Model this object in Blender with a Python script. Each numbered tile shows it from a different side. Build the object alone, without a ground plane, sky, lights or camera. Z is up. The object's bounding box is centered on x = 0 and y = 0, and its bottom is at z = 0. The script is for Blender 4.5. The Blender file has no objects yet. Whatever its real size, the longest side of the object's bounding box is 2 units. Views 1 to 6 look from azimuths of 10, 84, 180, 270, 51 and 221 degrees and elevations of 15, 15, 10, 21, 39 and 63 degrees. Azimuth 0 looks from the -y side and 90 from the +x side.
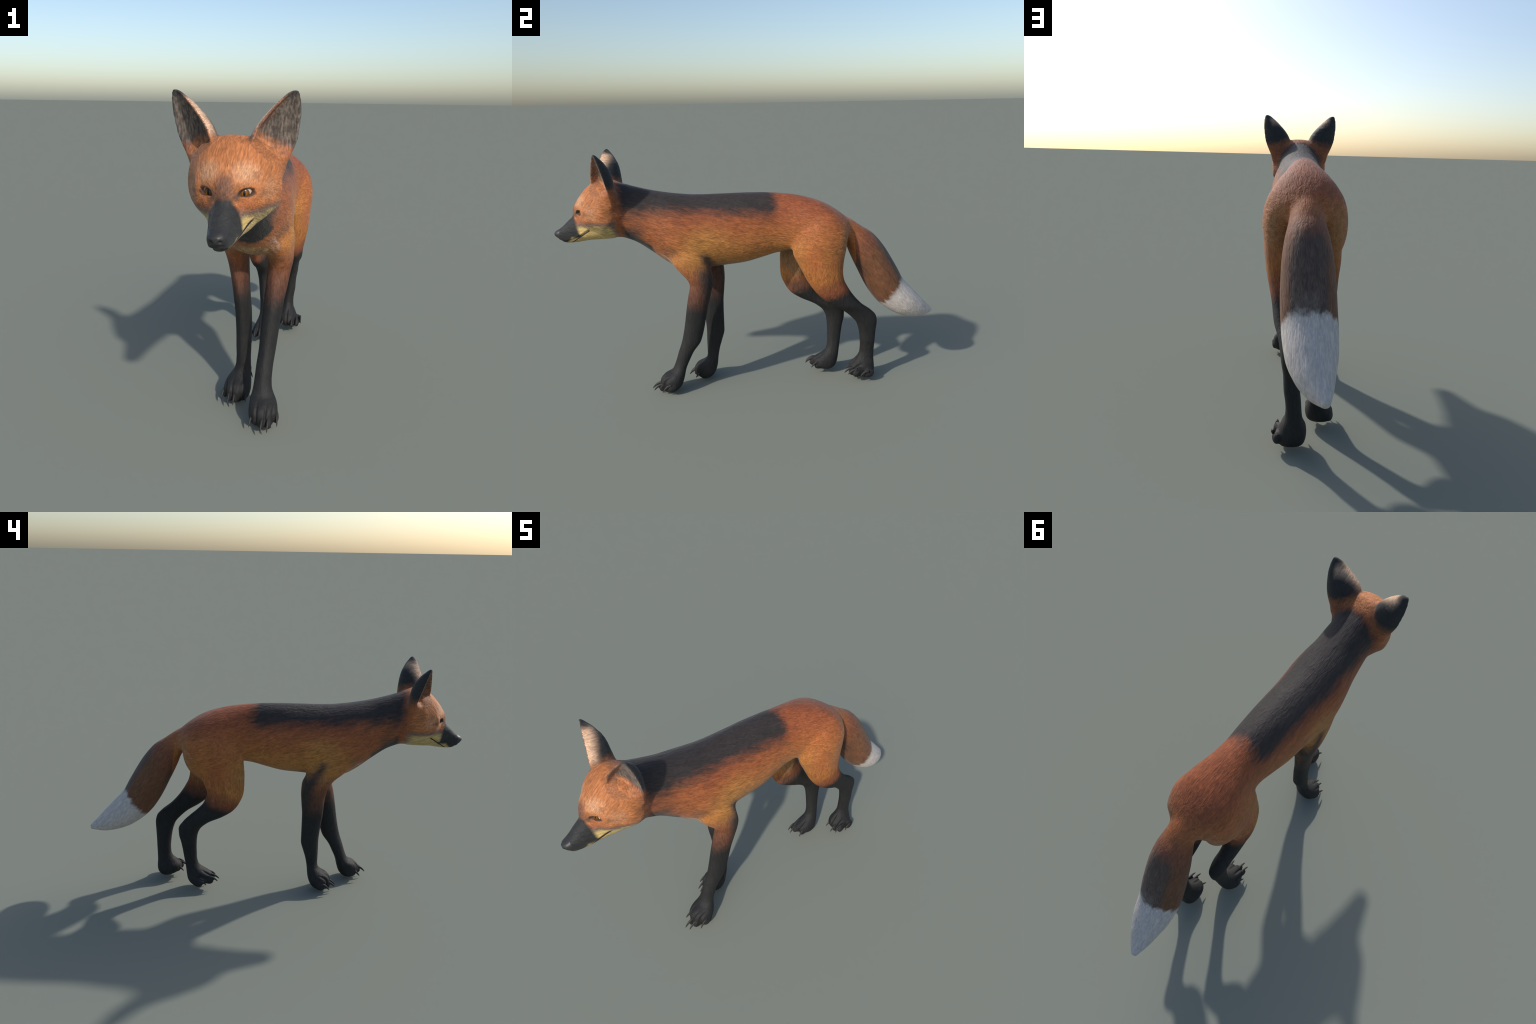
"""A long-legged fox standing in mid stride, modelled from lofted body masses.

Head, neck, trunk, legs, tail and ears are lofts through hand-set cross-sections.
They are fused with a voxel remesh, smoothed where muscles meet, sculpted with a
few analytic dents and ridges (eyes, mouth, nostrils, toes), then separated into
named anatomical parts that share one skin.  -y is forward, +x the animal's left.
"""
import bpy, bmesh, math
import numpy as np
from mathutils import Vector
from mathutils.bvhtree import BVHTree

VOXEL = 0.0033
TAU = 2 * math.pi

# ------------------------------------------------------------------ loft tools

def spline(xs, ys, x):
    """Monotone-ish cubic through stations (columns of ys), evaluated at x."""
    xs = np.asarray(xs, float); ys = np.asarray(ys, float)
    if ys.ndim == 1:
        ys = ys[:, None]
    h = np.diff(xs)[:, None]
    d = np.diff(ys, axis=0) / h
    m = np.zeros_like(ys)
    m[0], m[-1] = d[0], d[-1]
    same = d[:-1] * d[1:] > 0
    w = (h[:-1] + 2 * h[1:]), (2 * h[:-1] + h[1:])
    with np.errstate(divide='ignore', invalid='ignore'):
        hm = (w[0] + w[1]) / (w[0] / d[1:] + w[1] / d[:-1])
    m[1:-1] = np.where(same, hm, 0)
    i = np.clip(np.searchsorted(xs, x) - 1, 0, len(xs) - 2)
    t = ((x - xs[i]) / (xs[i + 1] - xs[i]))[:, None]
    hh = h[i]
    return ((1 + 2 * t) * (1 - t) ** 2 * ys[i] + t * (1 - t) ** 2 * hh * m[i]
            + t * t * (3 - 2 * t) * ys[i + 1] + t * t * (t - 1) * hh * m[i + 1])


class Shells:
    """Collects closed lofted shells into one mesh, ready to be fused."""
    def __init__(self):
        self.v, self.f, self.n = [], [], 0

    def loft(self, rings):
        rings = [np.asarray(r, float) for r in rings]
        k = len(rings[0]); base = self.n
        pts = np.concatenate(rings + [rings[0].mean(0)[None], rings[-1].mean(0)[None]])
        for j in range(len(rings) - 1):
            a, b = base + j * k, base + (j + 1) * k
            for i in range(k):
                i2 = (i + 1) % k
                self.f.append((a + i, a + i2, b + i2, b + i))
        c0 = base + len(rings) * k; last = base + (len(rings) - 1) * k
        for i in range(k):
            i2 = (i + 1) % k
            self.f.append((c0, base + i2, base + i))
            self.f.append((c0 + 1, last + i, last + i2))
        self.v.append(pts); self.n += len(pts)

    def ellipsoid(self, c, r, axis=None, k=28):
        """axis: direction of the third radius."""
        c = np.array(c, float)
        w = np.array(axis if axis is not None else (0, 0, 1), float); w /= np.linalg.norm(w)
        u = np.cross(w, (0, 0, 1)) if abs(w[2]) < .95 else np.array((1., 0, 0))
        u /= np.linalg.norm(u); v = np.cross(w, u)
        th = np.arange(k) / k * TAU
        rings = []
        for p in np.linspace(-math.pi / 2 + .08, math.pi / 2 - .08, k // 2):
            rings.append(c + math.sin(p) * r[2] * w + math.cos(p) *
                         (np.cos(th)[:, None] * r[0] * u + np.sin(th)[:, None] * r[1] * v))
        self.loft(rings)


def power(c, n):
    return np.sign(c) * np.abs(c) ** (2 / n)


def body_loft(shells, stations, steps=120, k=64):
    """Stations (y, top, bottom, half width, height of widest point, roundness above, below)."""
    st = np.array(sorted(stations), float)
    ys = np.linspace(st[0, 0], st[-1, 0], steps)
    p = spline(st[:, 0], st[:, 1:], ys)
    th = np.arange(k) / k * TAU
    rings = []
    for y, (top, bot, hw, zw, nt, nb) in zip(ys, p):
        n = np.where(np.sin(th) > 0, nt, nb)
        x = hw * power(np.cos(th), n)
        s = power(np.sin(th), n)
        z = zw + np.where(s > 0, top - zw, zw - bot) * s
        rings.append(np.stack([x, np.full(k, y), z], 1))
    shells.loft(rings)


def leg_loft(shells, stations, steps=150, k=44):
    """Stations (z, front y, back y, inner x, outer x): level slices of a leg."""
    st = np.array(sorted(stations), float)
    zs = np.linspace(st[0, 0], st[-1, 0], steps)
    p = spline(st[:, 0], st[:, 1:], zs)
    th = np.arange(k) / k * TAU
    rings = []
    for z, (fr, bk, xi, xo) in zip(zs, p):
        taper = 1 - .3 * np.clip(-np.sin(th), 0, 1) * np.clip((z - .48) / .1, 0, 1) * (fr > 0)
        n = np.where(np.sin(th) > 0, 2.5, 1.8 if z > .13 else 2.1)   # broad behind, narrow in front
        x = (xi + xo) / 2 + (xo - xi) / 2 * power(np.cos(th), n) * taper
        rear = .5 * np.clip(np.sin(th), 0, 1) * np.clip((z - .55) / .08, 0, 1) * (fr > 0 and xo < 0)   # the trailing right thigh recedes inside
        x = x - rear * (xo - xi) / 2 * (power(np.cos(th), n) - 1)
        y = (fr + bk) / 2 + (bk - fr) / 2 * power(np.sin(th), n)
        rings.append(np.stack([x, y, np.full(k, z)], 1))
    shells.loft(rings)


def tube_loft(shells, stations, steps=90, k=48):
    """Stations (x, y, z, half width, half thickness) along a spine in the y-z plane."""
    st = np.array(stations, float)
    s = np.concatenate([[0], np.cumsum(np.linalg.norm(np.diff(st[:, :3], axis=0), axis=1))])
    t = np.linspace(0, s[-1], steps)
    p = spline(s, st, t)
    th = np.arange(k) / k * TAU
    tan = np.gradient(p[:, :3], axis=0)
    rings = []
    for q, d in zip(p, tan):
        d = d / np.linalg.norm(d)
        up = np.array((0, -d[2], d[1])); up /= np.linalg.norm(up)
        side = np.cross(d, up)
        rings.append(q[:3] + np.cos(th)[:, None] * q[3] * side + np.sin(th)[:, None] * q[4] * up)
    shells.loft(rings)


# ------------------------------------------------------------------ body masses

shells = Shells()

#            y     top    bottom  half   widest above below
TRUNK = [(-.700, 1.122, .868, .102, .985, 2.0, 2.0),
         (-.650, 1.124, .850, .108, .980, 2.0, 2.2),
         (-.600, 1.110, .830, .113, .965, 2.0, 2.2),
         (-.520, 1.089, .774, .121, .925, 2.0, 2.2),
         (-.450, 1.075, .718, .136, .895, 2.0, 2.1),
         (-.380, 1.065, .680, .146, .865, 1.95, 2.1),
         (-.300, 1.058, .668, .143, .850, 1.9, 2.2),
         (-.240, 1.057, .678, .140, .842, 1.9, 2.0),
         (-.150, 1.058, .686, .135, .845, 1.9, 2.0),
         (-.050, 1.059, .698, .125, .850, 2.0, 2.2),
         (.040, 1.058, .720, .114, .865, 2.0, 2.2),
         (.120, 1.053, .741, .105, .872, 2.05, 2.2),
         (.200, 1.044, .750, .112, .876, 2.1, 2.2),
         (.290, 1.024, .757, .135, .872, 2.2, 2.2),
         (.370, .995, .770, .150, .865, 2.2, 2.2),
         (.430, .960, .790, .140, .855, 2.1, 2.2),
         (.475, .926, .815, .112, .850, 2.0, 2.0),
         (.505, .895, .830, .064, .848, 2.0, 2.0)]

CRANIUM = [(-.610, 1.102, .870, .095, .980, 2.0, 1.9),
           (-.660, 1.128, .852, .122, .985, 2.0, 1.8),
           (-.700, 1.144, .856, .143, .992, 2.0, 1.8),
           (-.740, 1.152, .860, .150, .995, 2.4, 1.8),
           (-.780, 1.141, .864, .130, .995, 2.4, 1.8),
           (-.820, 1.114, .870, .108, 1.005, 2.2, 1.9),
           (-.845, 1.088, .884, .084, 1.008, 2.1, 2.0),
           (-.868, 1.060, .900, .054, 1.005, 2.1, 2.0),
           (-.888, 1.032, .928, .030, .985, 2.0, 2.0),
           (-.902, 1.004, .955, .014, .980, 2.0, 2.0)]

MUZZLE = [(-.700, .970, .849, .080, .925, 2.0, 2.2),
          (-.740, .990, .848, .082, .922, 2.0, 2.2),
          (-.780, .998, .847, .078, .918, 2.0, 2.2),
          (-.820, .998, .846, .068, .914, 2.0, 2.2),
          (-.850, .993, .842, .058, .908, 2.0, 2.2),
          (-.875, .985, .838, .051, .900, 2.1, 2.2),
          (-.900, .970, .835, .045, .892, 2.2, 2.1),
          (-.930, .945, .834, .039, .880, 2.3, 2.1),
          (-.955, .921, .838, .034, .876, 2.4, 2.1),
          (-.975, .906, .851, .030, .878, 2.4, 2.3),
          (-.990, .898, .863, .023, .881, 2.3, 2.2),
          (-1.001, .889, .872, .011, .881, 2.0, 2.0)]

body_loft(shells, TRUNK)
body_loft(shells, CRANIUM)
body_loft(shells, MUZZLE)

for s in (-1, 1):
    shells.ellipsoid((s * .042, -.856, 1.024), (.017, .019, .038), (s * .8, .42, .28))   # brow
    shells.ellipsoid((s * .104, -.722, .968), (.044, .052, .048), (0, -1, .1))          # cheek ruff
    shells.ellipsoid((s * .092, -.325, .82), (.054, .095, .150), (0, -.12, 1))            # shoulder
    shells.ellipsoid((s * .099, .352, .81), (.068, .120, .145), (0, .12, 1))            # haunch

#            z    front   back   inner  outer
LEFT_FORELEG = [(.790, -.400, -.250, .050, .144), (.740, -.428, -.236, .045, .152),
                (.690, -.400, -.226, .043, .149), (.640, -.356, -.219, .043, .145),
                (.605, -.340, -.222, .041, .137), (.540, -.352, -.237, .037, .125),
                (.468, -.364, -.255, .032, .112), (.360, -.381, -.276, .024, .098),
                (.285, -.398, -.297, .021, .090), (.225, -.418, -.338, .016, .084),
                (.178, -.433, -.361, .013, .082), (.145, -.446, -.376, .010, .085),
                (.122, -.460, -.384, .006, .094), (.096, -.508, -.390, .002, .110),
                (.070, -.523, -.397, .001, .116), (.045, -.522, -.406, .003, .114),
                (.024, -.510, -.424, .012, .104), (.012, -.500, -.445, .026, .092)]

RIGHT_FORELEG = [(.790, -.400, -.220, -.050, -.138), (.740, -.402, -.193, -.045, -.147),
                 (.690, -.350, -.173, -.045, -.148), (.650, -.318, -.158, -.046, -.140),
                 (.600, -.294, -.156, -.046, -.130), (.534, -.284, -.161, -.044, -.119),
                 (.456, -.281, -.168, -.039, -.109), (.377, -.272, -.169, -.034, -.102),
                 (.296, -.266, -.169, -.033, -.099), (.233, -.267, -.185, -.033, -.097),
                 (.193, -.267, -.197, -.033, -.095), (.160, -.267, -.204, -.032, -.096),
                 (.135, -.272, -.208, -.030, -.102), (.112, -.296, -.210, -.028, -.118),
                 (.092, -.332, -.212, -.024, -.132), (.065, -.344, -.218, -.023, -.139),
                 (.040, -.340, -.228, -.027, -.135), (.020, -.322, -.246, -.037, -.126),
                 (.008, -.312, -.268, -.052, -.112)]

LEFT_HINDLEG = [(.925, .300, .420, .060, .110), (.890, .225, .458, .050, .148), (.830, .205, .478, .035, .160),
                (.776, .188, .474, .020, .161), (.742, .190, .468, .016, .160),
                (.706, .209, .461, .016, .157), (.642, .243, .456, .020, .149),
                (.600, .266, .463, .024, .141), (.569, .286, .477, .027, .134),
                (.513, .330, .512, .030, .121), (.454, .400, .564, .032, .111),
                (.413, .470, .618, .032, .094), (.377, .512, .649, .030, .086),
                (.340, .543, .656, .025, .081), (.287, .560, .653, .017, .072),
                (.235, .568, .651, .010, .069), (.197, .571, .650, .005, .063),
                (.162, .570, .649, .002, .060), (.130, .556, .649, -.002, .062),
                (.108, .535, .650, -.008, .072), (.085, .514, .652, -.018, .082),
                (.062, .510, .653, -.020, .089), (.040, .530, .648, -.016, .086),
                (.024, .565, .634, -.006, .080), (.015, .588, .618, .016, .070)]

RIGHT_HINDLEG = [(.925, .290, .410, -.060, -.110), (.890, .215, .452, -.050, -.148), (.830, .175, .458, -.035, -.160),
                 (.775, .150, .434, -.020, -.160), (.710, .145, .388, -.016, -.154),
                 (.655, .145, .364, -.020, -.155), (.590, .150, .346, -.036, -.149),
                 (.527, .175, .366, -.044, -.142), (.486, .204, .401, -.048, -.132),
                 (.450, .256, .442, -.050, -.129), (.410, .340, .480, -.046, -.125),
                 (.368, .388, .506, -.050, -.120), (.330, .403, .505, -.052, -.114),
                 (.290, .408, .496, -.052, -.110), (.240, .410, .488, -.050, -.106),
                 (.190, .410, .482, -.047, -.102), (.155, .405, .477, -.042, -.102),
                 (.128, .390, .474, -.036, -.105), (.105, .358, .472, -.030, -.113),
                 (.082, .326, .469, -.024, -.126), (.058, .322, .464, -.022, -.133),
                 (.040, .345, .453, -.026, -.131), (.028, .375, .436, -.038, -.121),
                 (.022, .395, .425, -.052, -.106)]

for leg in (LEFT_FORELEG, RIGHT_FORELEG, LEFT_HINDLEG, RIGHT_HINDLEG):
    leg_loft(shells, leg)

TAIL = [(0, .420, .892, .050, .045), (0, .470, .867, .060, .054), (0, .525, .823, .070, .061),
        (-.001, .573, .770, .083, .081), (-.003, .625, .692, .093, .092), (-.006, .690, .577, .097, .097),
        (-.010, .735, .507, .096, .093), (-.015, .812, .437, .088, .084),
        (-.023, .875, .397, .070, .068), (-.035, .930, .371, .048, .047),
        (-.045, .970, .359, .028, .027), (-.052, .998, .351, .012, .011)]
tube_loft(shells, TAIL)

# toes: claw tips per paw, inner to outer; the hind toes are lifted off the ground
PAWS = {'LF': [(.013, -.528, .028), (.064, -.565, .029), (.088, -.556, .028), (.121, -.508, .030)],
        'RF': [(-.036, -.338, .026), (-.083, -.373, .026), (-.107, -.368, .026), (-.142, -.334, .026)],
        'LH': [(.008, .499, .046), (.063, .481, .049), (.089, .496, .050), (.109, .560, .043)],
        'RH': [(-.029, .311, .048), (-.084, .286, .054), (-.110, .293, .052), (-.132, .356, .038)]}
CLAWS = []
for key, tips in PAWS.items():
    cx = sum(t[0] for t in tips) / 4
    hind = key[1] == 'H'
    for j, (tx, ty, tz) in enumerate(tips):
        middle = j in (1, 2)
        off = tx - cx
        spread = off * .25
        back = .050 if middle else .046
        base = np.array((tx - (.05 if middle else .12) * off, ty + back * .74, tz + (.022 if not hind else .018)))
        toe = np.array((tx - (.1 if middle else .45 if key == 'LH' else .32) * off, ty + back * (1.1 if hind else 1.16), tz + (.014 if not hind else .007)))
        shells.ellipsoid(toe, (.0165, .025, .033), (spread * .6, -.034, -.010))
        CLAWS.append((base, np.array((tx, ty, tz))))
DEWCLAWS = [(np.array((.018, -.412, .122)), np.array((.000, -.428, .094))),
            (np.array((-.038, -.236, .124)), np.array((-.021, -.250, .098)))]
for base, tip in DEWCLAWS:
    shells.ellipsoid(base + (0, .002, .006), (.010, .011, .022), (0, 0, 1), k=20)

# ears: level slices of a forward-opening funnel
#        z     inner edge      outer edge     rear y
EAR = [(1.020, .076, -.774, .150, -.683, -.660),
       (1.060, .066, -.790, .159, -.688, -.662),
       (1.100, .060, -.794, .176, -.692, -.666),
       (1.135, .062, -.792, .188, -.699, -.670),
       (1.170, .075, -.788, .195, -.707, -.675),
       (1.200, .095, -.781, .199, -.715, -.682),
       (1.225, .115, -.774, .201, -.722, -.694),
       (1.250, .137, -.766, .200, -.731, -.710),
       (1.268, .156, -.759, .197, -.738, -.726),
       (1.278, .168, -.753, .194, -.742, -.735),
       (1.283, .180, -.748, .190, -.744, -.742)]
EAR_Z = np.array([e[0] for e in EAR])
EAR_P = np.array([e[1:] for e in EAR])
SKIN_OF_EAR = .0095
CUP = .55                    # how far the hollow reaches into the ear's depth on average


def ear_section(z):
    mx, my, lx, ly, yb = spline(EAR_Z, EAR_P, np.atleast_1d(z))[0]
    m, l = np.array((mx, my)), np.array((lx, ly))
    chord = l - m; width = np.linalg.norm(chord)
    rear = np.array((-chord[1], chord[0])) / width        # towards the back
    t = np.linspace(0, 1, 200)
    shape = np.sqrt(np.clip(1 - np.abs(2 * t - 1) ** 2.2, 0, 1))
    y0 = m[1] + chord[1] * t
    depth = 0.004
    for _ in range(40):                                   # depth that reaches the rear y
        if (y0 + rear[1] * depth * shape).max() >= yb:
            break
        depth += .002
    return m, chord, rear, depth


def hollow_depth(t, rim, depth):
    """Depth of the cup at chord position t: deepest on the inner side of the ear."""
    u = np.clip((t - rim) / (1 - 2 * rim), 0, 1)
    floor = np.sqrt(np.clip(1 - np.abs(2 * u - 1) ** 2.2, 0, 1))
    outer = np.sqrt(np.clip(1 - np.abs(2 * t - 1) ** 2.2, 0, 1))
    return np.minimum(CUP * (1.38 - .85 * u) * depth * floor, np.maximum(depth * outer - SKIN_OF_EAR, -.002))


def ear_loft(side):
    rings = []
    t = .5 - .5 * np.cos(np.linspace(0, math.pi, 40))
    shape = np.sqrt(np.clip(1 - np.abs(2 * t - 1) ** 2.2, 0, 1))
    for z in np.linspace(EAR_Z[0], EAR_Z[-1], 70):
        m, chord, rear, depth = ear_section(z)
        open_ = np.clip((z - 1.068 - .012 * t - .035 * np.clip(1 - t / .25, 0, 1)) / .05, 0, 1)
        open_ = open_ * open_ * (3 - 2 * open_)
        back = m + chord * t[:, None] + rear * (depth * shape)[:, None]
        width = np.linalg.norm(chord)
        rim = min(SKIN_OF_EAR / width, .30)
        inner_depth = hollow_depth(rim + (1 - 2 * rim) * t, rim, depth) * np.clip(1.15 - 1.9 * (z - 1.10), .7, 1.15)
        d = (-.012 * shape) * (1 - open_) + inner_depth * open_ - .004 * np.sqrt(np.clip(1 - (2 * t - 1) ** 2, 0, 1))
        front = m + chord * (rim + (1 - 2 * rim) * t)[:, None] + rear * d[:, None]
        ring = np.concatenate([back, front[::-1]])
        pts = np.column_stack([ring[:, 0] * side, ring[:, 1], np.full(len(ring), z)])
        rings.append(pts if side < 0 else pts[::-1])
    shells.loft(rings)


for s in (-1, 1):
    ear_loft(s)

# ------------------------------------------------------------------ fuse and smooth

mesh = bpy.data.meshes.new("skin_source")
mesh.from_pydata(np.concatenate(shells.v).tolist(), [], shells.f)
bm = bmesh.new(); bm.from_mesh(mesh)
bmesh.ops.recalc_face_normals(bm, faces=bm.faces); bm.to_mesh(mesh); bm.free()
source = bpy.data.objects.new("skin_source", mesh)
bpy.context.scene.collection.objects.link(source)
mod = source.modifiers.new("fuse", 'REMESH')
mod.mode = 'VOXEL'; mod.voxel_size = VOXEL; mod.adaptivity = 0
dg = bpy.context.evaluated_depsgraph_get()
fused = bpy.data.meshes.new_from_object(source.evaluated_get(dg))
bpy.data.objects.remove(source)

nv = len(fused.vertices)
V = np.empty(nv * 3); fused.vertices.foreach_get('co', V); V = V.reshape(-1, 3)
E = np.empty(len(fused.edges) * 2, int); fused.edges.foreach_get('vertices', E); E = E.reshape(-1, 2)
lt = np.empty(len(fused.polygons), int); fused.polygons.foreach_get('loop_total', lt)
lv = np.empty(len(fused.loops), int); fused.loops.foreach_get('vertex_index', lv)
if not (lt == 4).all():
    raise RuntimeError("remesh gave faces that are not quads")
Q = lv.reshape(-1, 4)

# keep the largest connected shell only
label = np.arange(nv)
while True:
    m = label.copy()
    np.minimum.at(m, E[:, 0], label[E[:, 1]]); np.minimum.at(m, E[:, 1], label[E[:, 0]])
    m = m[m]
    if (m == label).all():
        break
    label = m
ids, counts = np.unique(label, return_counts=True)
keep = label == ids[counts.argmax()]
remap = np.cumsum(keep) - 1
V = V[keep]; Q = remap[Q[keep[Q[:, 0]]]]; E = remap[E[keep[E[:, 0]]]]
nv = len(V)
bpy.data.meshes.remove(fused)

valence = np.bincount(E.ravel(), minlength=nv).astype(float)


def neighbour_mean(A):
    out = np.empty_like(A)
    for c in range(A.shape[1]):
        out[:, c] = (np.bincount(E[:, 0], A[E[:, 1], c], nv) + np.bincount(E[:, 1], A[E[:, 0], c], nv)) / valence
    return out


def blob(P, c, r):
    d = np.linalg.norm((P - np.array(c)) / np.array(r), axis=1)
    return np.exp(-d ** 4)


def relax(V, weight, rounds):
    w = weight[:, None]
    for _ in range(rounds):
        V = V + .5 * w * (neighbour_mean(V) - V)
        V = V - .52 * (w * .9) * (neighbour_mean(V) - V)
    return V


def soften(V, weight, rounds):
    w = weight[:, None]
    for _ in range(rounds):
        V = V + .5 * w * (neighbour_mean(V) - V)
    return V


ones = np.ones(nv)
earness = np.clip((V[:, 2] - 1.13) / .03, 0, 1)
V = relax(V, ones, 8)
V = relax(V, earness, 15)
joints = np.zeros(nv)
for s in (-1, 1):
    for c, r in (((.10, -.33, .78), (.10, .22, .20)),      # shoulder
                 ((.05, -.28, .68), (.09, .14, .06)),      # armpit
                 ((.10, .33, .82), (.10, .26, .22)),       # haunch
                 ((.04, .30, .72), (.09, .22, .08)), ((.13, .20, .79), (.08, .09, .13)),       # groin
                 ((.10, -.70, .95), (.09, .10, .14)),      # cheek to neck
                 ((.09, -.77, 1.075), (.10, .09, .065)),   # ear root
                 ((.05, -.86, .98), (.08, .07, .10))):     # face
        joints = np.maximum(joints, blob(V, (s * c[0], c[1], c[2]), r))
joints = np.maximum(joints, blob(V, (0, .49, .84), (.14, .11, .14)))       # tail root
joints = np.maximum(joints, blob(V, (0, -.67, .98), (.2, .10, .2)))        # nape
joints *= 1 - earness
V = soften(V, joints, 60)
broad = np.zeros(nv)
for s in (-1, 1):
    for c, r in (((.10, -.33, .82), (.12, .20, .17)), ((.10, .36, .86), (.12, .24, .20))):
        broad = np.maximum(broad, blob(V, (s * c[0], c[1], c[2]), r))
V = soften(V, broad, 110)
paws = np.clip((.15 - V[:, 2]) / .03, 0, 1)
V = soften(V, paws, 10)
V[:, 2] = np.maximum(V[:, 2], .0005)


def normals(V):
    a, b, c, d = (V[Q[:, i]] for i in range(4))
    fn = np.cross(c - a, d - b)
    N = np.empty_like(V)
    for k in range(3):
        N[:, k] = sum(np.bincount(Q[:, i], fn[:, k], nv) for i in range(4))
    return N / np.maximum(np.linalg.norm(N, axis=1), 1e-12)[:, None]


def surface_hit(V, start, direction):
    tree = BVHTree.FromPolygons(V.tolist(), Q.tolist())
    return tree.ray_cast(Vector(start), Vector(direction))


def smoothstep(a, b, x):
    t = np.clip((x - a) / (b - a), 0, 1)
    return t * t * (3 - 2 * t)


# ------------------------------------------------------------------ sculpted detail

N = normals(V)
ax = np.abs(V[:, 0]); y = V[:, 1]; z = V[:, 2]
mirror = np.column_stack([ax, y, z])

# eyes: an almond opening sunk into the face, with raised lids
EYE_C = np.array((.056, -.853, .993))
EYE_A = np.array((.046, .021, .018)); EYE_A /= np.linalg.norm(EYE_A)
EYE_N = np.array((.38, -.90, .10)); EYE_N -= EYE_A * (EYE_N @ EYE_A); EYE_N /= np.linalg.norm(EYE_N)
EYE_B = np.cross(EYE_N, EYE_A)
if EYE_B[2] < 0:
    EYE_B = -EYE_B
temple = blob(mirror, (.094, -.838, 1.000), (.015, .022, .022))
V += N * (temple * .006)[:, None]
orbit = blob(mirror, EYE_C - EYE_N * .005, (.030, .030, .017))
cheek = blob(mirror, (.105, -.80, .945), (.04, .05, .03))
V -= np.column_stack([EYE_N[0] * np.sign(V[:, 0]), np.full(nv, EYE_N[1]), np.full(nv, EYE_N[2])]) * (orbit * .003)[:, None]
V += N * (cheek * .004)[:, None]
V -= N * (.002 * blob(mirror, (.064, -.850, 1.040), (.034, .035, .022)))[:, None]       # flatten above the brow
V += N * (.004 * blob(mirror, (.080, -.835, .968), (.030, .035, .022)))[:, None]       # cheekbone
V += N * (.0025 * blob(mirror, (.040, -.878, 1.022), (.045, .035, .016)))[:, None]      # brow ridge
V = soften(V, np.maximum(np.maximum(orbit, cheek), temple), 8)
N = normals(V)
mirror = np.column_stack([np.abs(V[:, 0]), V[:, 1], V[:, 2]])
hit = surface_hit(V, EYE_C + EYE_N * .2, -EYE_N)[0]
EYE_S = np.array(hit)
rel = mirror - EYE_S
ea, eb, en = rel @ EYE_A / .0280, rel @ EYE_B, rel @ EYE_N
lid_up = .0122 * np.clip(1 - np.abs(ea + .05) ** 2.2, 0, None)
lid_lo = .0100 * np.clip(1 - np.abs(ea) ** 2.0, 0, None)
edge = np.where(eb > 0, eb - lid_up, -eb - lid_lo)
near = (np.abs(ea) < 1.5) & (np.abs(eb) < .035) & (np.abs(en) < .05)
hole = np.where(near & (np.abs(ea) < 1), 1 - smoothstep(-.0022, .0010, edge), 0)
lidge = np.where(near, np.exp(-((edge - .0025) / .0028) ** 2) * np.clip(1.25 - np.abs(ea), 0, 1), 0)
V[:, :] += N * (lidge * .0016)[:, None]
sink = -EYE_N * np.array((1, 1, 1))
shift = np.column_stack([sink[0] * np.sign(V[:, 0]), np.full(nv, sink[1]), np.full(nv, sink[2])])
V += shift * (hole * .012)[:, None]

# mouth: a groove from the lip under the nose back to the corner
MOUTH_Y = np.array((-.972, -.955, -.930, -.900, -.870, -.840, -.812))
MOUTH_Z = np.array((.848, .846, .848, .857, .872, .892, .910))


def mouth_height(yy):
    return np.interp(yy, MOUTH_Y, MOUTH_Z)


on = smoothstep(-.985, -.965, y) * (1 - smoothstep(-.825, -.808, y)) * smoothstep(.004, .012, ax)
groove = np.exp(-((z - mouth_height(y)) / .0032) ** 2) * on
lip = np.exp(-((z - mouth_height(y) - .009) / .006) ** 2) * on
V += N * (lip * .0015 - groove * .0050)[:, None]

# nostrils and the seam between nose and lip
V += N * (-.006 * blob(mirror, (.013, -.995, .874), (.0065, .012, .0055)))[:, None]
V += N * (-.003 * blob(mirror, (0, -.985, .861), (.022, .012, .004)))[:, None]

# tendons between the toes
N = normals(V)
for tips in PAWS.values():
    for j in range(3):
        gx = (tips[j][0] + tips[j + 1][0]) / 2
        gy = (tips[j][1] + tips[j + 1][1]) / 2
        d = np.abs(V[:, 0] - gx)
        g = np.exp(-(d / .0050) ** 2) * blob(V, (gx, gy + .050, tips[j][2] + .03), (.03, .040, .05))
        V += N * (-.008 * g)[:, None]
V[:, 2] = np.maximum(V[:, 2], .0005)
V = relax(V, ones * .6, 2)
N = normals(V)

# ------------------------------------------------------------------ node helpers


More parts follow.
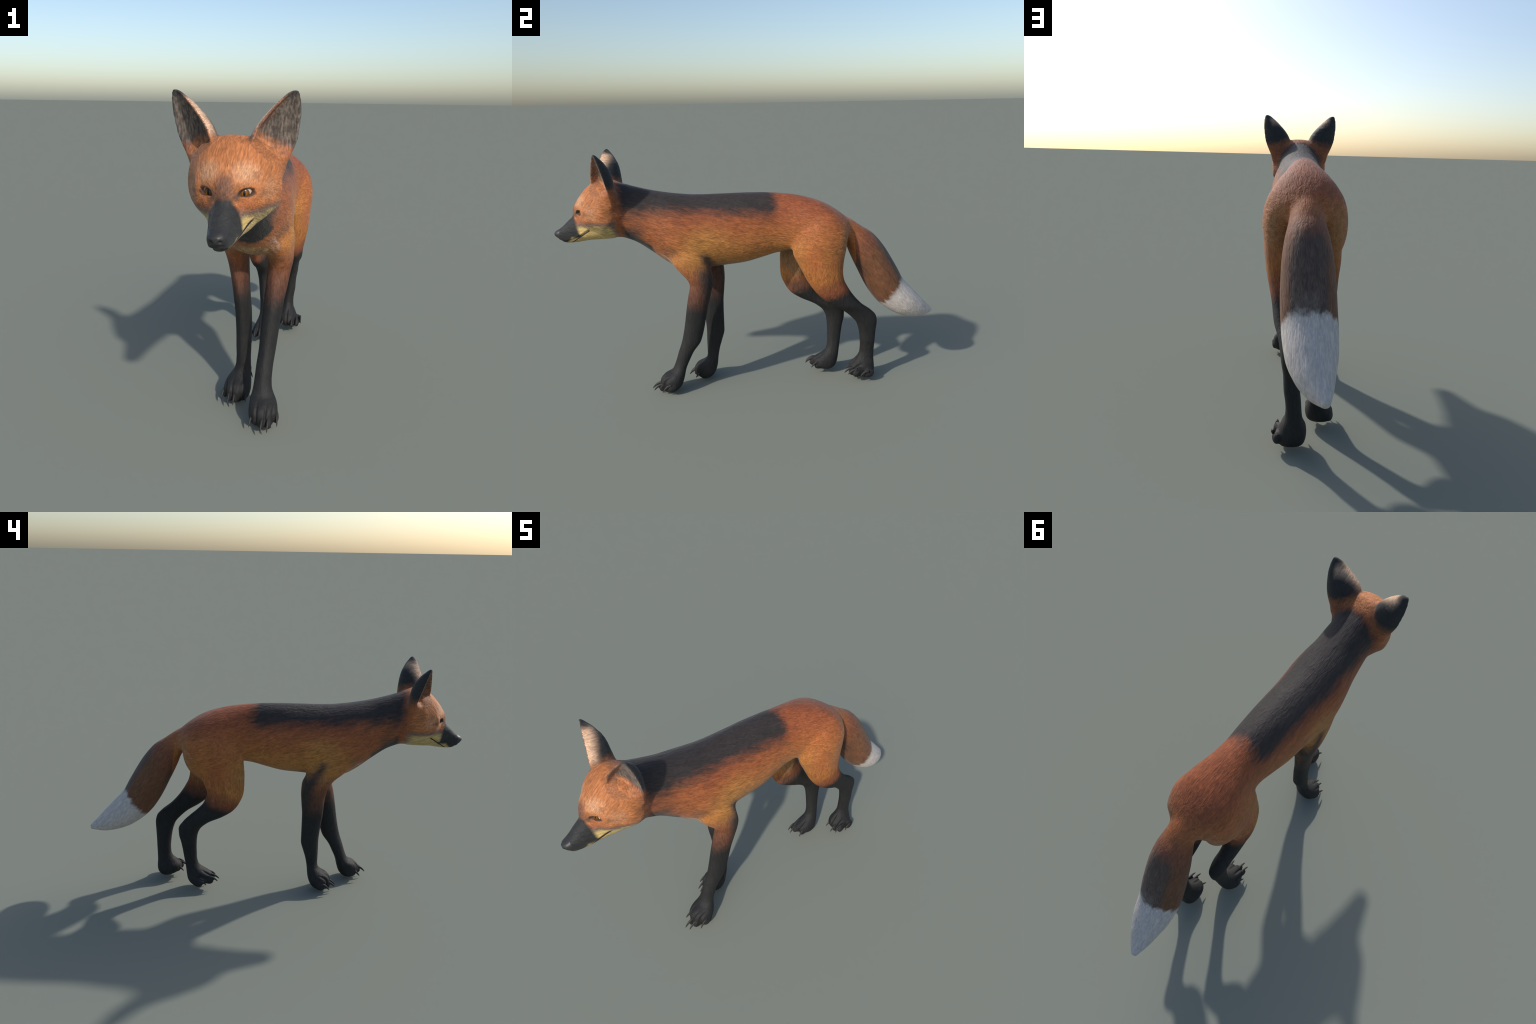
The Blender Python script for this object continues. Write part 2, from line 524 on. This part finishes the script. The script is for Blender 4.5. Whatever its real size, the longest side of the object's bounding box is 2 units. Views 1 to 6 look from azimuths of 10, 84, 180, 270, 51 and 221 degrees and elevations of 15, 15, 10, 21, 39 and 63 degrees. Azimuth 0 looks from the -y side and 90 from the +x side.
class Graph:
    """Small expression builder over shader nodes."""
    def __init__(self, name):
        self.mat = bpy.data.materials.new(name); self.mat.use_nodes = True
        self.nt = self.mat.node_tree
        self.bsdf = self.nt.nodes["Principled BSDF"]
        self.obj = self.node('ShaderNodeTexCoord').outputs['Object']
        sep = self.node('ShaderNodeSeparateXYZ'); self.link(self.obj, sep.inputs[0])
        self.x, self.y, self.z = (Val(self, o) for o in sep.outputs)

    def node(self, kind):
        return self.nt.nodes.new(kind)

    def link(self, a, b):
        self.nt.links.new(a, b)

    def put(self, socket, v):
        if isinstance(v, Val):
            self.link(v.s, socket)
        elif isinstance(v, (tuple, list)):
            socket.default_value = (*v, 1) if len(v) == 3 and len(socket.default_value) == 4 else v
        else:
            socket.default_value = v

    def math(self, op, a, b=0.0, c=0.0):
        n = self.node('ShaderNodeMath'); n.operation = op
        for s, v in zip(n.inputs, (a, b, c)):
            self.put(s, v)
        return Val(self, n.outputs[0])

    def ramp(self, v, a, b, lo=0.0, hi=1.0):
        """Smooth step from lo at a to hi at b (a may exceed b)."""
        if a > b:
            a, b, lo, hi = b, a, hi, lo
        n = self.node('ShaderNodeMapRange'); n.interpolation_type = 'SMOOTHSTEP'
        for s, q in zip(('Value', 'From Min', 'From Max', 'To Min', 'To Max'), (v, a, b, lo, hi)):
            self.put(n.inputs[s], q)
        return Val(self, n.outputs[0])

    def mix(self, f, a, b, kind='MIX'):
        n = self.node('ShaderNodeMix'); n.data_type = 'RGBA'; n.blend_type = kind
        self.put(n.inputs['Factor'], f)
        self.put(n.inputs[6], a); self.put(n.inputs[7], b)
        return Val(self, n.outputs[2])

    def blend(self, f, a, b):
        return a + (b - a) * f

    def noise(self, scale, stretch=(1, 1, 1), turn=(0, 0, 0), detail=3, rough=.55, warp=0.0, vec=None):
        mp = self.node('ShaderNodeMapping')
        self.link(vec.s if vec else self.obj, mp.inputs['Vector'])
        if any(turn):                                     # turn first, then stretch
            self.put(mp.inputs['Rotation'], turn)
            mp2 = self.node('ShaderNodeMapping'); self.link(mp.outputs[0], mp2.inputs['Vector']); mp = mp2
        self.put(mp.inputs['Scale'], stretch)
        n = self.node('ShaderNodeTexNoise')
        self.link(mp.outputs[0], n.inputs['Vector'])
        for s, q in (('Scale', scale), ('Detail', detail), ('Roughness', rough), ('Distortion', warp)):
            self.put(n.inputs[s], q)
        return Val(self, n.outputs[0])

    def spot(self, c, r, soft=.5, xabs=True):
        """1 inside an ellipsoid, fading to 0 at its edge."""
        q = [(self.x.abs() if xabs else self.x), self.y, self.z]
        d = None
        for v, cc, rr in zip(q, c, r):
            t = (v - cc) * (1 / rr)
            d = t * t if d is None else d + t * t
        return self.ramp(d.sqrt(), 1.0, soft)

    def finish(self, colour, bump, strength, rough, distance=.004, sheen=0.0):
        b = self.node('ShaderNodeBump')
        self.put(b.inputs['Height'], bump); self.put(b.inputs['Strength'], strength)
        self.put(b.inputs['Distance'], distance)
        self.link(b.outputs[0], self.bsdf.inputs['Normal'])
        self.put(self.bsdf.inputs['Base Color'], colour)
        self.put(self.bsdf.inputs['Roughness'], rough)
        self.put(self.bsdf.inputs['Specular IOR Level'], .42)
        self.put(self.bsdf.inputs['Sheen Weight'], sheen)
        self.put(self.bsdf.inputs['Sheen Roughness'], .45)
        return self.mat


class Val:
    def __init__(self, g, s):
        self.g, self.s = g, s

    def __add__(self, o): return self.g.math('ADD', self, o)
    __radd__ = __add__
    def __sub__(self, o): return self.g.math('SUBTRACT', self, o)
    def __rsub__(self, o): return self.g.math('SUBTRACT', o, self)
    def __mul__(self, o): return self.g.math('MULTIPLY', self, o)
    __rmul__ = __mul__
    def abs(self): return self.g.math('ABSOLUTE', self)
    def sqrt(self): return self.g.math('SQRT', self)
    def max(self, o): return self.g.math('MAXIMUM', self, o)
    def min(self, o): return self.g.math('MINIMUM', self, o)


# ------------------------------------------------------------------ coat colours

ORANGE = (.37, .115, .030)
RUST = (.28, .074, .024)
OCHRE = (.43, .185, .040)
SAND = (.36, .20, .085)
BLACK = (.020, .0205, .0205)
STOCKING = (.0125, .0122, .0122)
SOOT = (.040, .036, .034)
CREAM = (.53, .375, .14)
PALE = (.60, .38, .24)
BROWN = (.155, .062, .025)
UMBER = (.070, .042, .030)
GREY = (.16, .125, .10)
WHITE = (.575, .505, .45)


def coat(part):
    """Fur of one part; all parts agree where they meet."""
    g = Graph(part + "_fur")
    x, y, z, ax = g.x, g.y, g.z, g.x.abs()
    turn = {'head': (math.radians(8), 0, 0), 'leg': (math.radians(90), 0, 0), 'tail': (math.radians(52), 0, 0)}.get(part, (math.radians(16), 0, 0))
    turn0 = (math.radians(16), 0, 0)
    def hair(tilt):
        return (g.noise(250, (1, .16, 1), tilt, detail=2, rough=.6, warp=.25),
                g.noise(70, (1, .22, 1), tilt, detail=2.5, rough=.6, warp=.5))
    strand, clump = hair(turn0)                            # flows backwards along the trunk
    if part in ('torso', 'leg', 'tail', 'inner_ear', 'ear'):
        if part == 'tail':
            turned = g.ramp((y - .5) * .62 + (.86 - z) * .78, -.02, .10)
        else:
            turned = g.ramp(z, .80, .62)                   # and swings down into the legs
        s2, c2 = hair(turn if part == 'tail' else (math.radians(90), 0, 0))
        strand, clump = g.blend(turned, strand, s2), g.blend(turned, clump, c2)
    if part == 'head':                                     # on the crown the hair lies up and back
        up = g.ramp(z - (y + .80) * .5, 1.0, 1.05)
        tilt = (math.radians(-42), 0, 0)
        strand = g.blend(up, strand, g.noise(250, (1, .14, 1), tilt, detail=2, rough=.6, warp=.25))
        clump = g.blend(up, clump, g.noise(80, (1, .20, 1), tilt, detail=2.5, rough=.6, warp=.4))
    cloud = g.noise(9, (1, .7, 1), turn0, detail=3)
    rag = (g.noise(42, (1, .25, 1), turn0, detail=4, rough=.65) - .5)      # ragged edges, same in all parts
    wob = (g.noise(11, (1, 1, 1), detail=2) - .5)
    j = rag * .07 + wob * .05

    # ground colour of the flanks: rust above, orange on the side, ochre low down
    c = g.mix(g.ramp(z + j, .99, .86), RUST, ORANGE)
    c = g.mix(g.ramp(z + j * 1.2, .90, .74) * g.ramp(y + j, .32, .10, .35, .8), c, OCHRE)
    c = g.mix(g.spot((.13, -.25, .82), (.10, .18, .13), .1) * .85, c, OCHRE)
    c = g.mix(g.spot((.13, .475, .78), (.12, .075, .17), .1) * .6, c, SAND)
    c = g.mix(g.spot((.16, .28, .72), (.06, .09, .16), .1) * .45, c, (.37, .085, .024))
    c = g.mix(g.ramp(y + j, -.32, -.50) * .75, c, (.29, .088, .028))
    c = g.mix(g.ramp(cloud, .5, .75) * .35, c, RUST)
    # belly and groin
    low = g.ramp(z + ax * .35 + j * .6, .775, .725) * g.ramp(y, -.33, -.27) * g.ramp(y, .20, .12) * g.ramp(z, .62, .66)
    c = g.mix(low * .75, c, SAND)
    c = g.mix(g.spot((.02, .28, .70), (.085, .24, .16), .6) * .75, c, (.20, .125, .06))
    # black saddle from the nape to the loin
    edge = ax + (z - 1.0) * -.55 + rag * .11 + wob * .04
    saddle = g.ramp(edge, .162, .078) * g.ramp(y + rag * .18 + wob * .06, .15, .07)
    saddle = saddle * g.ramp(y + j + ax * -.2, -.705, -.655)
    c = g.mix(saddle * .96, c, BLACK)
    # throat: black, then a pale ochre chest band
    throat = g.ramp(z + (y + .6) * .72 + ax * .30 + j * .9, .955, .885)
    c = g.mix(throat * g.ramp(y + j * .6, -.665, -.63) * g.ramp(y + j * .8 + ax * .25, -.472, -.502), c, BLACK)
    c = g.mix(g.spot((.0, -.415, .69), (.098, .085, .085), .6), c, g.mix(g.ramp(clump, .42, .60), (.28, .165, .065), (.46, .30, .115)))
    c = g.mix(g.spot((.092, -.44, .735), (.034, .07, .075), .2) * g.ramp(clump, .40, .60) * .65, c, (.40, .31, .26))
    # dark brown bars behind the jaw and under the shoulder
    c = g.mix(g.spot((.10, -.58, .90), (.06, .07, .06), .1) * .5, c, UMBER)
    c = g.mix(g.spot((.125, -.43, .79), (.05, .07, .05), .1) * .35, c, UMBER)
    # armpit patch running down the back of the foreleg
    pit = (y + .245) + (z - .74) * .55 + rag * .05
    c = g.mix(g.ramp(ax, .06, .10) * (g.ramp(pit.abs(), .045, .0) * .9) * g.ramp(z + rag * .06, .80, .75) * g.ramp(y, -.15, -.2), c, BLACK)

    # crown
    c = g.mix(g.ramp(y, -.66, -.72) * g.ramp(z + j, .93, .97), c, (.40, .14, .044))

    if part in ('torso', 'leg'):
        right = g.ramp(x, .01, -.01)
        fy = y - right * .065                              # the right leg stands further back
        c = g.mix(g.ramp(z + j, .75, .63) * g.ramp(y, -.17, -.21) * .9, c, (.225, .070, .028))
        c = g.mix(g.ramp(z + rag * .08 + wob * .04, .665, .575) * g.ramp(y, .02, -.02) * .85, c, (.105, .042, .024))
        back = g.ramp(fy + (z - .6) * .17 + rag * .04, -.315, -.245)
        c = g.mix(back * g.ramp(z + rag * .05, .745, .66) * g.ramp(ax, .035, .06) * g.ramp(y, -.13, -.17) * .9, c, BLACK)
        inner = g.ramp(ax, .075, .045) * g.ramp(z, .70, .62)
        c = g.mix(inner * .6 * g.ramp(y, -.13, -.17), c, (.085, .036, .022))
        fore = g.ramp(z + rag * .06 + wob * .03, .58, .44) * g.ramp(y, .02, -.02)
        c = g.mix(fore, c, STOCKING)
        # hind stockings: the edge runs across the shank
        hy = y + right * .135
        across = z * .92 - hy * .40
        rusty = g.ramp(across + rag * .03, .43, .33) * g.ramp(y, -.02, .02)
        c = g.mix(rusty * .9, c, (.20, .058, .025))
        hind = g.ramp(across + rag * .035 + wob * .01, .338, .275) * g.ramp(y, -.02, .02)
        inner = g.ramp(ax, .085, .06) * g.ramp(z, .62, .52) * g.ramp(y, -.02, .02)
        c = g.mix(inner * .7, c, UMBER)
        c = g.mix(hind.max(g.ramp(z, .40, .36) * g.ramp(y, -.02, .02)), c, STOCKING)
        bumpy = .55 if part == 'torso' else g.ramp(z, .60, .72, .32, .55)
    elif part == 'tail':
        s = (y - .5) * .62 + (.86 - z) * .78               # distance along the tail
        u = (y - .69) * .87 + (z - .575) * .49             # + is the upper side
        c = g.mix(g.ramp(s + rag * .06, -.02, .10), c, (.20, .066, .030))
        c = g.mix(g.ramp(s + rag * .1, .08, .20), c, BROWN)
        c = g.mix(g.ramp(u + rag * .05, .035, .085) * g.ramp(s, .07, .17) * g.ramp(ax, .085, .05) * .8, c, (.075, .058, .050))
        c = g.mix(g.ramp(u, .04, .09) * g.spot((0, .78, .60), (.065, .05, .06), .2) * .55, c, (.17, .13, .11))
        c = g.mix(g.ramp(u + rag * .04, -.045, -.085) * g.ramp(s, .0, .05) * g.ramp(s, .30, .18) * .8, c, UMBER)
        tip = (y - .735) * .80 + (.503 - z) * .60 + rag * .06
        tip = g.ramp(tip + ax * .10 - .01, -.018, .014)
        grain = g.noise(95, (1, .4, 1), turn, detail=3, warp=.4)
        white = g.mix(g.ramp(grain, .40, .62), (.49, .44, .41), WHITE)
        c = g.mix(tip, c, white)
        bumpy = g.ramp(tip, 0.0, 1.0, .52, .40)
    elif part == 'head':
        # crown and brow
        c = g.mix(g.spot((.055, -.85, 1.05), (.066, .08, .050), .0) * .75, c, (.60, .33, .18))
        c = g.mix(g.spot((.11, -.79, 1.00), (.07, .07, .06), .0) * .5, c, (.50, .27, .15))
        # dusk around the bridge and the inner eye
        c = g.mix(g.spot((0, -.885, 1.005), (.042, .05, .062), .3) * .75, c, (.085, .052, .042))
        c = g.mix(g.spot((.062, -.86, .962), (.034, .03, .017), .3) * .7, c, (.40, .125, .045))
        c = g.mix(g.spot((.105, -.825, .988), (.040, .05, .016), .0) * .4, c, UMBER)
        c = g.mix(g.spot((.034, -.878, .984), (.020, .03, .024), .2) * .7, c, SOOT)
        # greyish line above the cream jaw
        line = z + (y + .80) * -.10
        c = g.mix(g.ramp(line + j * .4, .962, .930) * g.ramp(y, -.66, -.70), c, (.17, .115, .085))
        c = g.mix(g.ramp(line + j * .5, .938, .912) * g.ramp(y + j * 1.2, -.675, -.715), c, CREAM)
        # black muzzle
        muzzle = y + (z - .92) * .32 + (ax - .04) * .25 + wob * .012 + rag * .012
        mask = g.ramp(muzzle, -.868, -.888) * g.ramp(z + wob * .02, 1.0, .968)
        chin = g.ramp(y + (z - .86) * -.9 + rag * .01, -.905, -.925)
        upper = g.ramp(z, .855, .875).max(chin)
        c = g.mix(mask * upper, c, BLACK)
        # lips
        my = z - .908 - (y + .812) * .66
        lips = g.ramp((my + .002).abs(), .0045, .002) * g.ramp(y, -.808, -.816) * g.ramp(y, -.93, -.90)
        c = g.mix(lips, c, (.012, .010, .010))
        rim = g.spot(tuple(EYE_S), (.035, .03, .0155), .75)
        c = g.mix(rim * .85, c, (.020, .014, .012))
        bumpy = g.ramp(y, -.76, -.67, .38, .55)
    elif part == 'ear':
        c = g.mix(g.ramp(z + rag * .06, 1.06, 1.10) * .5, c, (.20, .075, .030))
        black = g.ramp(z + (ax - .13).min(0.0) * .4 + rag * .06 + wob * .02, 1.095, 1.145) * g.ramp(y + ax * -.3, -.815, -.785)
        pale = g.ramp(y + (ax - .13) * -.55 + rag * .02, -.690, -.742) * g.ramp(ax + (z - 1.1) * -.35, .122, .092)
        c = g.mix(pale * g.ramp(z + j * .5, 1.135, 1.175), g.mix(black, c, BLACK), PALE)
        c = g.mix(g.ramp(z + rag * .03, 1.245, 1.276), c, BLACK)
        bumpy = .30
    elif part == 'inner_ear':
        hair = g.noise(100, (1.6, 1.6, .12), detail=1.5, warp=.1)
        root = z + (ax - .09) * .68 + rag * .09             # height above the lower end of the hollow
        fur = g.mix(g.ramp(hair, .35, .65), (.105, .086, .072), (.155, .126, .104))
        fur = g.mix(g.spot((.122, -.70, 1.15), (.022, .09, .10), .1) * .55, fur, (.040, .032, .028))
        fur = g.mix(g.ramp(root, 1.19, 1.14) * g.ramp(ax, .12, .17), fur, (.26, .075, .034))
        mid = ax + (z - 1.17) * -.85
        fur = g.mix(g.ramp(mid + rag * .03, .088, .066) * .8, fur, (.27, .10, .045))
        c = g.mix(g.ramp(root, 1.115, 1.178), c, fur)
        c = g.mix(g.ramp(z, 1.255, 1.275) * .8, c, (.03, .027, .026))
        strand = hair
        bumpy = .28
    else:
        bumpy = .55
    tone = g.ramp(strand, .28, .72, .70, 1.22) * g.ramp(clump, .30, .70, .80, 1.14)
    if part == 'tail':
        tone = tone + (1.0 - tone) * tip * .6
    n = g.node('ShaderNodeMix'); n.data_type = 'RGBA'; n.blend_type = 'MULTIPLY'
    g.put(n.inputs['Factor'], 1.0); g.put(n.inputs[6], c)
    comb = g.node('ShaderNodeCombineColor')
    for s in comb.inputs[:3]:
        g.put(s, tone)
    g.link(comb.outputs[0], n.inputs[7])
    return g.finish(Val(g, n.outputs[2]), strand * .45 + clump * 1.3, bumpy, .72, .007, g.ramp(z, .60, .72, 0.0, .08) if part == 'leg' else .08)


def nose_material():
    g = Graph("nose_leather")
    grain = g.noise(420, detail=2)
    c = g.mix(grain, (.020, .020, .021), (.034, .033, .034))
    m = g.finish(c, grain, .25, .45, .001)
    return m


def claw_material():
    g = Graph("claw_horn")
    c = g.mix(g.noise(60, (1, 1, 4)), (.016, .015, .015), (.030, .027, .026))
    return g.finish(c, g.noise(200), .1, .6, .001)


# ------------------------------------------------------------------ separate the parts

centre = V[Q].mean(1)
fx, fy, fz = centre.T
fax = np.abs(fx)
fn = N[Q].mean(1)
part_of = np.full(len(Q), 'torso', dtype=object)
neck = (fy < -.42) & (fz > .70) & (fz + (fy + .42) * -.9 > .84)
part_of[neck & (fy < -.45)] = 'neck'
head_cut = fy + (fz - 1.0) * .10
part_of[head_cut < -.675] = 'head'
ears = (fz > 1.075 + np.clip(.115 - fax, 0, 1) * .9) & (fax > .045) & (fy < -.655) & (fy > -.80)
part_of[ears & (fx > 0)] = 'ear+'
part_of[ears & (fx < 0)] = 'ear-'
# hollow of the ear: faces on the front wall of the funnel
zs = np.linspace(1.07, EAR_Z[-1], 80)
sec = [ear_section(q) for q in zs]
ei = np.flatnonzero(ears)
k = np.clip(((fz[ei] - zs[0]) / (zs[1] - zs[0])).round().astype(int), 0, 79)
M = np.array([s[0] for s in sec])[k]; CH = np.array([s[1] for s in sec])[k]
RE = np.array([s[2] for s in sec])[k]; DP = np.array([s[3] for s in sec])[k]
p2 = np.column_stack([fax[ei], fy[ei]]) - M
tt = (p2 * CH).sum(1) / (CH * CH).sum(1)
dd = (p2 * RE).sum(1)
shape = np.sqrt(np.clip(1 - np.abs(2 * tt - 1) ** 2.2, 0, 1))
facing = fn[ei, 0] * np.sign(fx[ei]) * RE[:, 0] + fn[ei, 1] * RE[:, 1]
rim = np.minimum(SKIN_OF_EAR / np.linalg.norm(CH, axis=1), .30)
wall = hollow_depth(tt, rim, DP)
hollow = (tt > -.1) & (tt < 1 - rim * .3) & (dd < wall + SKIN_OF_EAR * .45) & (facing < .45)
hollow &= fz[ei] > 1.125 - (fax[ei] - .09) * .9
for s, tag in ((1, '+'), (-1, '-')):
    part_of[ei[hollow & (fx[ei] * s > 0)]] = 'inner' + tag
part_of[(part_of == 'head') & (fy < -.972) & (fz > .858)] = 'nose'
legs = fz < .69
fore = legs & (fy < .0) & (fax > .030) & (fz < .69 - np.clip(fy + .34, -1, 0) * -.6)
fore |= (fz < .60) & (fy < .0)
hindcut = .70 + np.clip(.40 - fy, 0, .3) * .1
tail = (fy - .475) * .80 - (fz - .84) * .60 * .35 > .02
tail &= (fz > .30) & ((fz - .455) * .62 + (fy - .665) * .78 > -.0 - np.clip(fz - .46, 0, 1) * .12)
np_tail = np.zeros(len(Q), bool)
# tail faces: close to the tail's own spine
ts = np.array(TAIL)
ss = np.concatenate([[0], np.cumsum(np.linalg.norm(np.diff(ts[:, :3], axis=0), axis=1))])
tp = spline(ss, ts, np.linspace(0, ss[-1], 60))
best = np.full(len(Q), 9.0); along = np.zeros(len(Q))
for i, q in enumerate(tp):
    d = np.linalg.norm(centre - q[:3], axis=1) / (max(q[3], q[4]) + .012)
    m = d < best; best[m] = d[m]; along[m] = i / 59
tail = (best < 1.12) & (fy > .515 - (fz - .84) * .15) & (along > .10)
hind = (fz < hindcut) & (fy > .05) & ~tail
part_of[fore & (fx > 0)] = 'fore+'
part_of[fore & (fx < 0)] = 'fore-'
part_of[hind & (fx > (fy - .55) * .0)] = 'hind+'
part_of[hind & (fx < 0)] = 'hind-'
low = (fz < .30) & (fy > .05)
part_of[low & (fy > .487 + np.clip(fx + .05, -.1, .1) * -1.2)] = 'hind+'
part_of[low & (fx < -.03) & (fy < .52)] = 'hind-'
part_of[tail] = 'tail'
for s in '+-':
    part_of[(part_of == 'fore' + s) & (fz < .115)] = 'ffoot' + s
    part_of[(part_of == 'hind' + s) & (fz < .115)] = 'hfoot' + s

scene = bpy.context.scene
root = bpy.data.objects.new("fox", None)
scene.collection.objects.link(root)
root["label"] = "long-legged orange fox with black stockings, walking"
root["category"] = "fox"

leg_coat = coat('leg')
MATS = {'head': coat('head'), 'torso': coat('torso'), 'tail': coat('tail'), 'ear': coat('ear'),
        'inner': coat('inner_ear'), 'leg': leg_coat, 'nose': nose_material()}
CLAW = claw_material()


def part_object(tag, name, mat, parent):
    faces = Q[part_of == tag]
    used = np.unique(faces)
    loc = np.full(nv, -1); loc[used] = np.arange(len(used))
    me = bpy.data.meshes.new(name)
    me.from_pydata(V[used].tolist(), [], loc[faces].tolist())
    me.polygons.foreach_set('use_smooth', np.ones(len(faces), bool))
    me.update()
    me.normals_split_custom_set_from_vertices(N[used].tolist())
    me.materials.append(mat)
    o = bpy.data.objects.new(name, me)
    scene.collection.objects.link(o)
    o.parent = parent
    return o


torso = part_object('torso', "torso", MATS['torso'], root)
neck_o = part_object('neck', "neck", MATS['torso'], root)
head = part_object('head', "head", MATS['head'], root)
nose = part_object('nose', "nose", MATS['nose'], head)
for s in '+-':
    e = part_object('ear' + s, "ear", MATS['ear'], root)
    part_object('inner' + s, "inner_ear", MATS['inner'], e)
feet = {}
for s in '+-':
    f = part_object('fore' + s, "forelimb", leg_coat, root)
    feet['F' + s] = part_object('ffoot' + s, "front_paw", leg_coat, f)
    h = part_object('hind' + s, "hindlimb", leg_coat, root)
    feet['H' + s] = part_object('hfoot' + s, "hind_paw", leg_coat, h)
part_object('tail', "tail", MATS['tail'], root)

# ------------------------------------------------------------------ claws and eyes


def claw(base, tip, radius, parent):
    """A curved, tapering horn."""
    base, tip = np.array(base), np.array(tip)
    d = tip - base; back = base - d * .35
    t = np.linspace(0, 1, 12)
    arch = np.array((0, 0, 1.0)) * np.linalg.norm(d) * .22
    p = back + (tip - back) * t[:, None] + arch * (4 * t * (1 - t))[:, None]
    r = radius * np.clip(1 - t ** 6, .05, 1) ** .5 * (1 - .5 * t)
    sh = Shells()
    k = 12; th = np.arange(k) / k * TAU
    tan = np.gradient(p, axis=0)
    rings = []
    for q, rr, dd_ in zip(p, r, tan):
        dd_ = dd_ / np.linalg.norm(dd_)
        u = np.cross(dd_, (0, 0, 1)); u /= np.linalg.norm(u); v = np.cross(u, dd_)
        rings.append(q + rr * (np.cos(th)[:, None] * u * .8 + np.sin(th)[:, None] * v * 1.1))
    sh.loft(rings)
    pts = np.concatenate(sh.v)
    pts[:, 2] = np.maximum(pts[:, 2], .0015)
    me = bpy.data.meshes.new("claw")
    me.from_pydata(pts.tolist(), [], sh.f)
    b = bmesh.new(); b.from_mesh(me); bmesh.ops.recalc_face_normals(b, faces=b.faces); b.to_mesh(me); b.free()
    me.polygons.foreach_set('use_smooth', np.ones(len(me.polygons), bool))
    me.materials.append(CLAW)
    o = bpy.data.objects.new("claw", me)
    scene.collection.objects.link(o)
    o.parent = parent


for i, (base, tip) in enumerate(CLAWS):
    claw(base, tip, .0082, feet[('F+', 'F-', 'H+', 'H-')[i // 4]])
for (base, tip), s in zip(DEWCLAWS, '+-'):
    claw(base, tip, .0060, feet['F' + s])


def eye_material(side):
    g = Graph("eyeball")
    # looking straight ahead: radii in the x-z plane around the gaze axis
    cx, cz = side * .0062, .0
    dx, dz = g.x - cx, g.z - cz
    r = (dx * dx + dz * dz).sqrt()
    fibre = g.noise(160, (1, 1, 1), detail=2)
    iris = g.mix(g.ramp(r, .0140, .004), (.07, .025, .005), (.22, .09, .008))
    iris = g.mix(g.ramp(fibre, .4, .7) * .5, iris, (.16, .055, .008))
    c = g.mix(g.ramp(r, .0148, .0138), (.42, .36, .32), iris)
    sx, sz = dx * (1 / .0036), dz * (1 / .0100)
    slit = (sx * sx + sz * sz).sqrt()
    c = g.mix(g.ramp(slit, 1.1, .85), c, (.006, .005, .005))
    g.put(g.bsdf.inputs['Base Color'], c)
    g.put(g.bsdf.inputs['Roughness'], .28)
    g.put(g.bsdf.inputs['Specular IOR Level'], .3)
    return g.mat


for s in (-1, 1):
    R = .0265
    c = EYE_S - EYE_N * (R + .0035)
    me = bpy.data.meshes.new("eyeball")
    b = bmesh.new(); bmesh.ops.create_uvsphere(b, u_segments=48, v_segments=32, radius=R); b.to_mesh(me); b.free()
    me.polygons.foreach_set('use_smooth', np.ones(len(me.polygons), bool))
    me.materials.append(eye_material(s))
    o = bpy.data.objects.new("eyeball", me)
    o.location = (s * c[0], c[1], c[2])
    scene.collection.objects.link(o)
    o.parent = head

print("skin", nv, "verts; eye surface", EYE_S, {t: int((part_of == t).sum()) for t in set(part_of)})
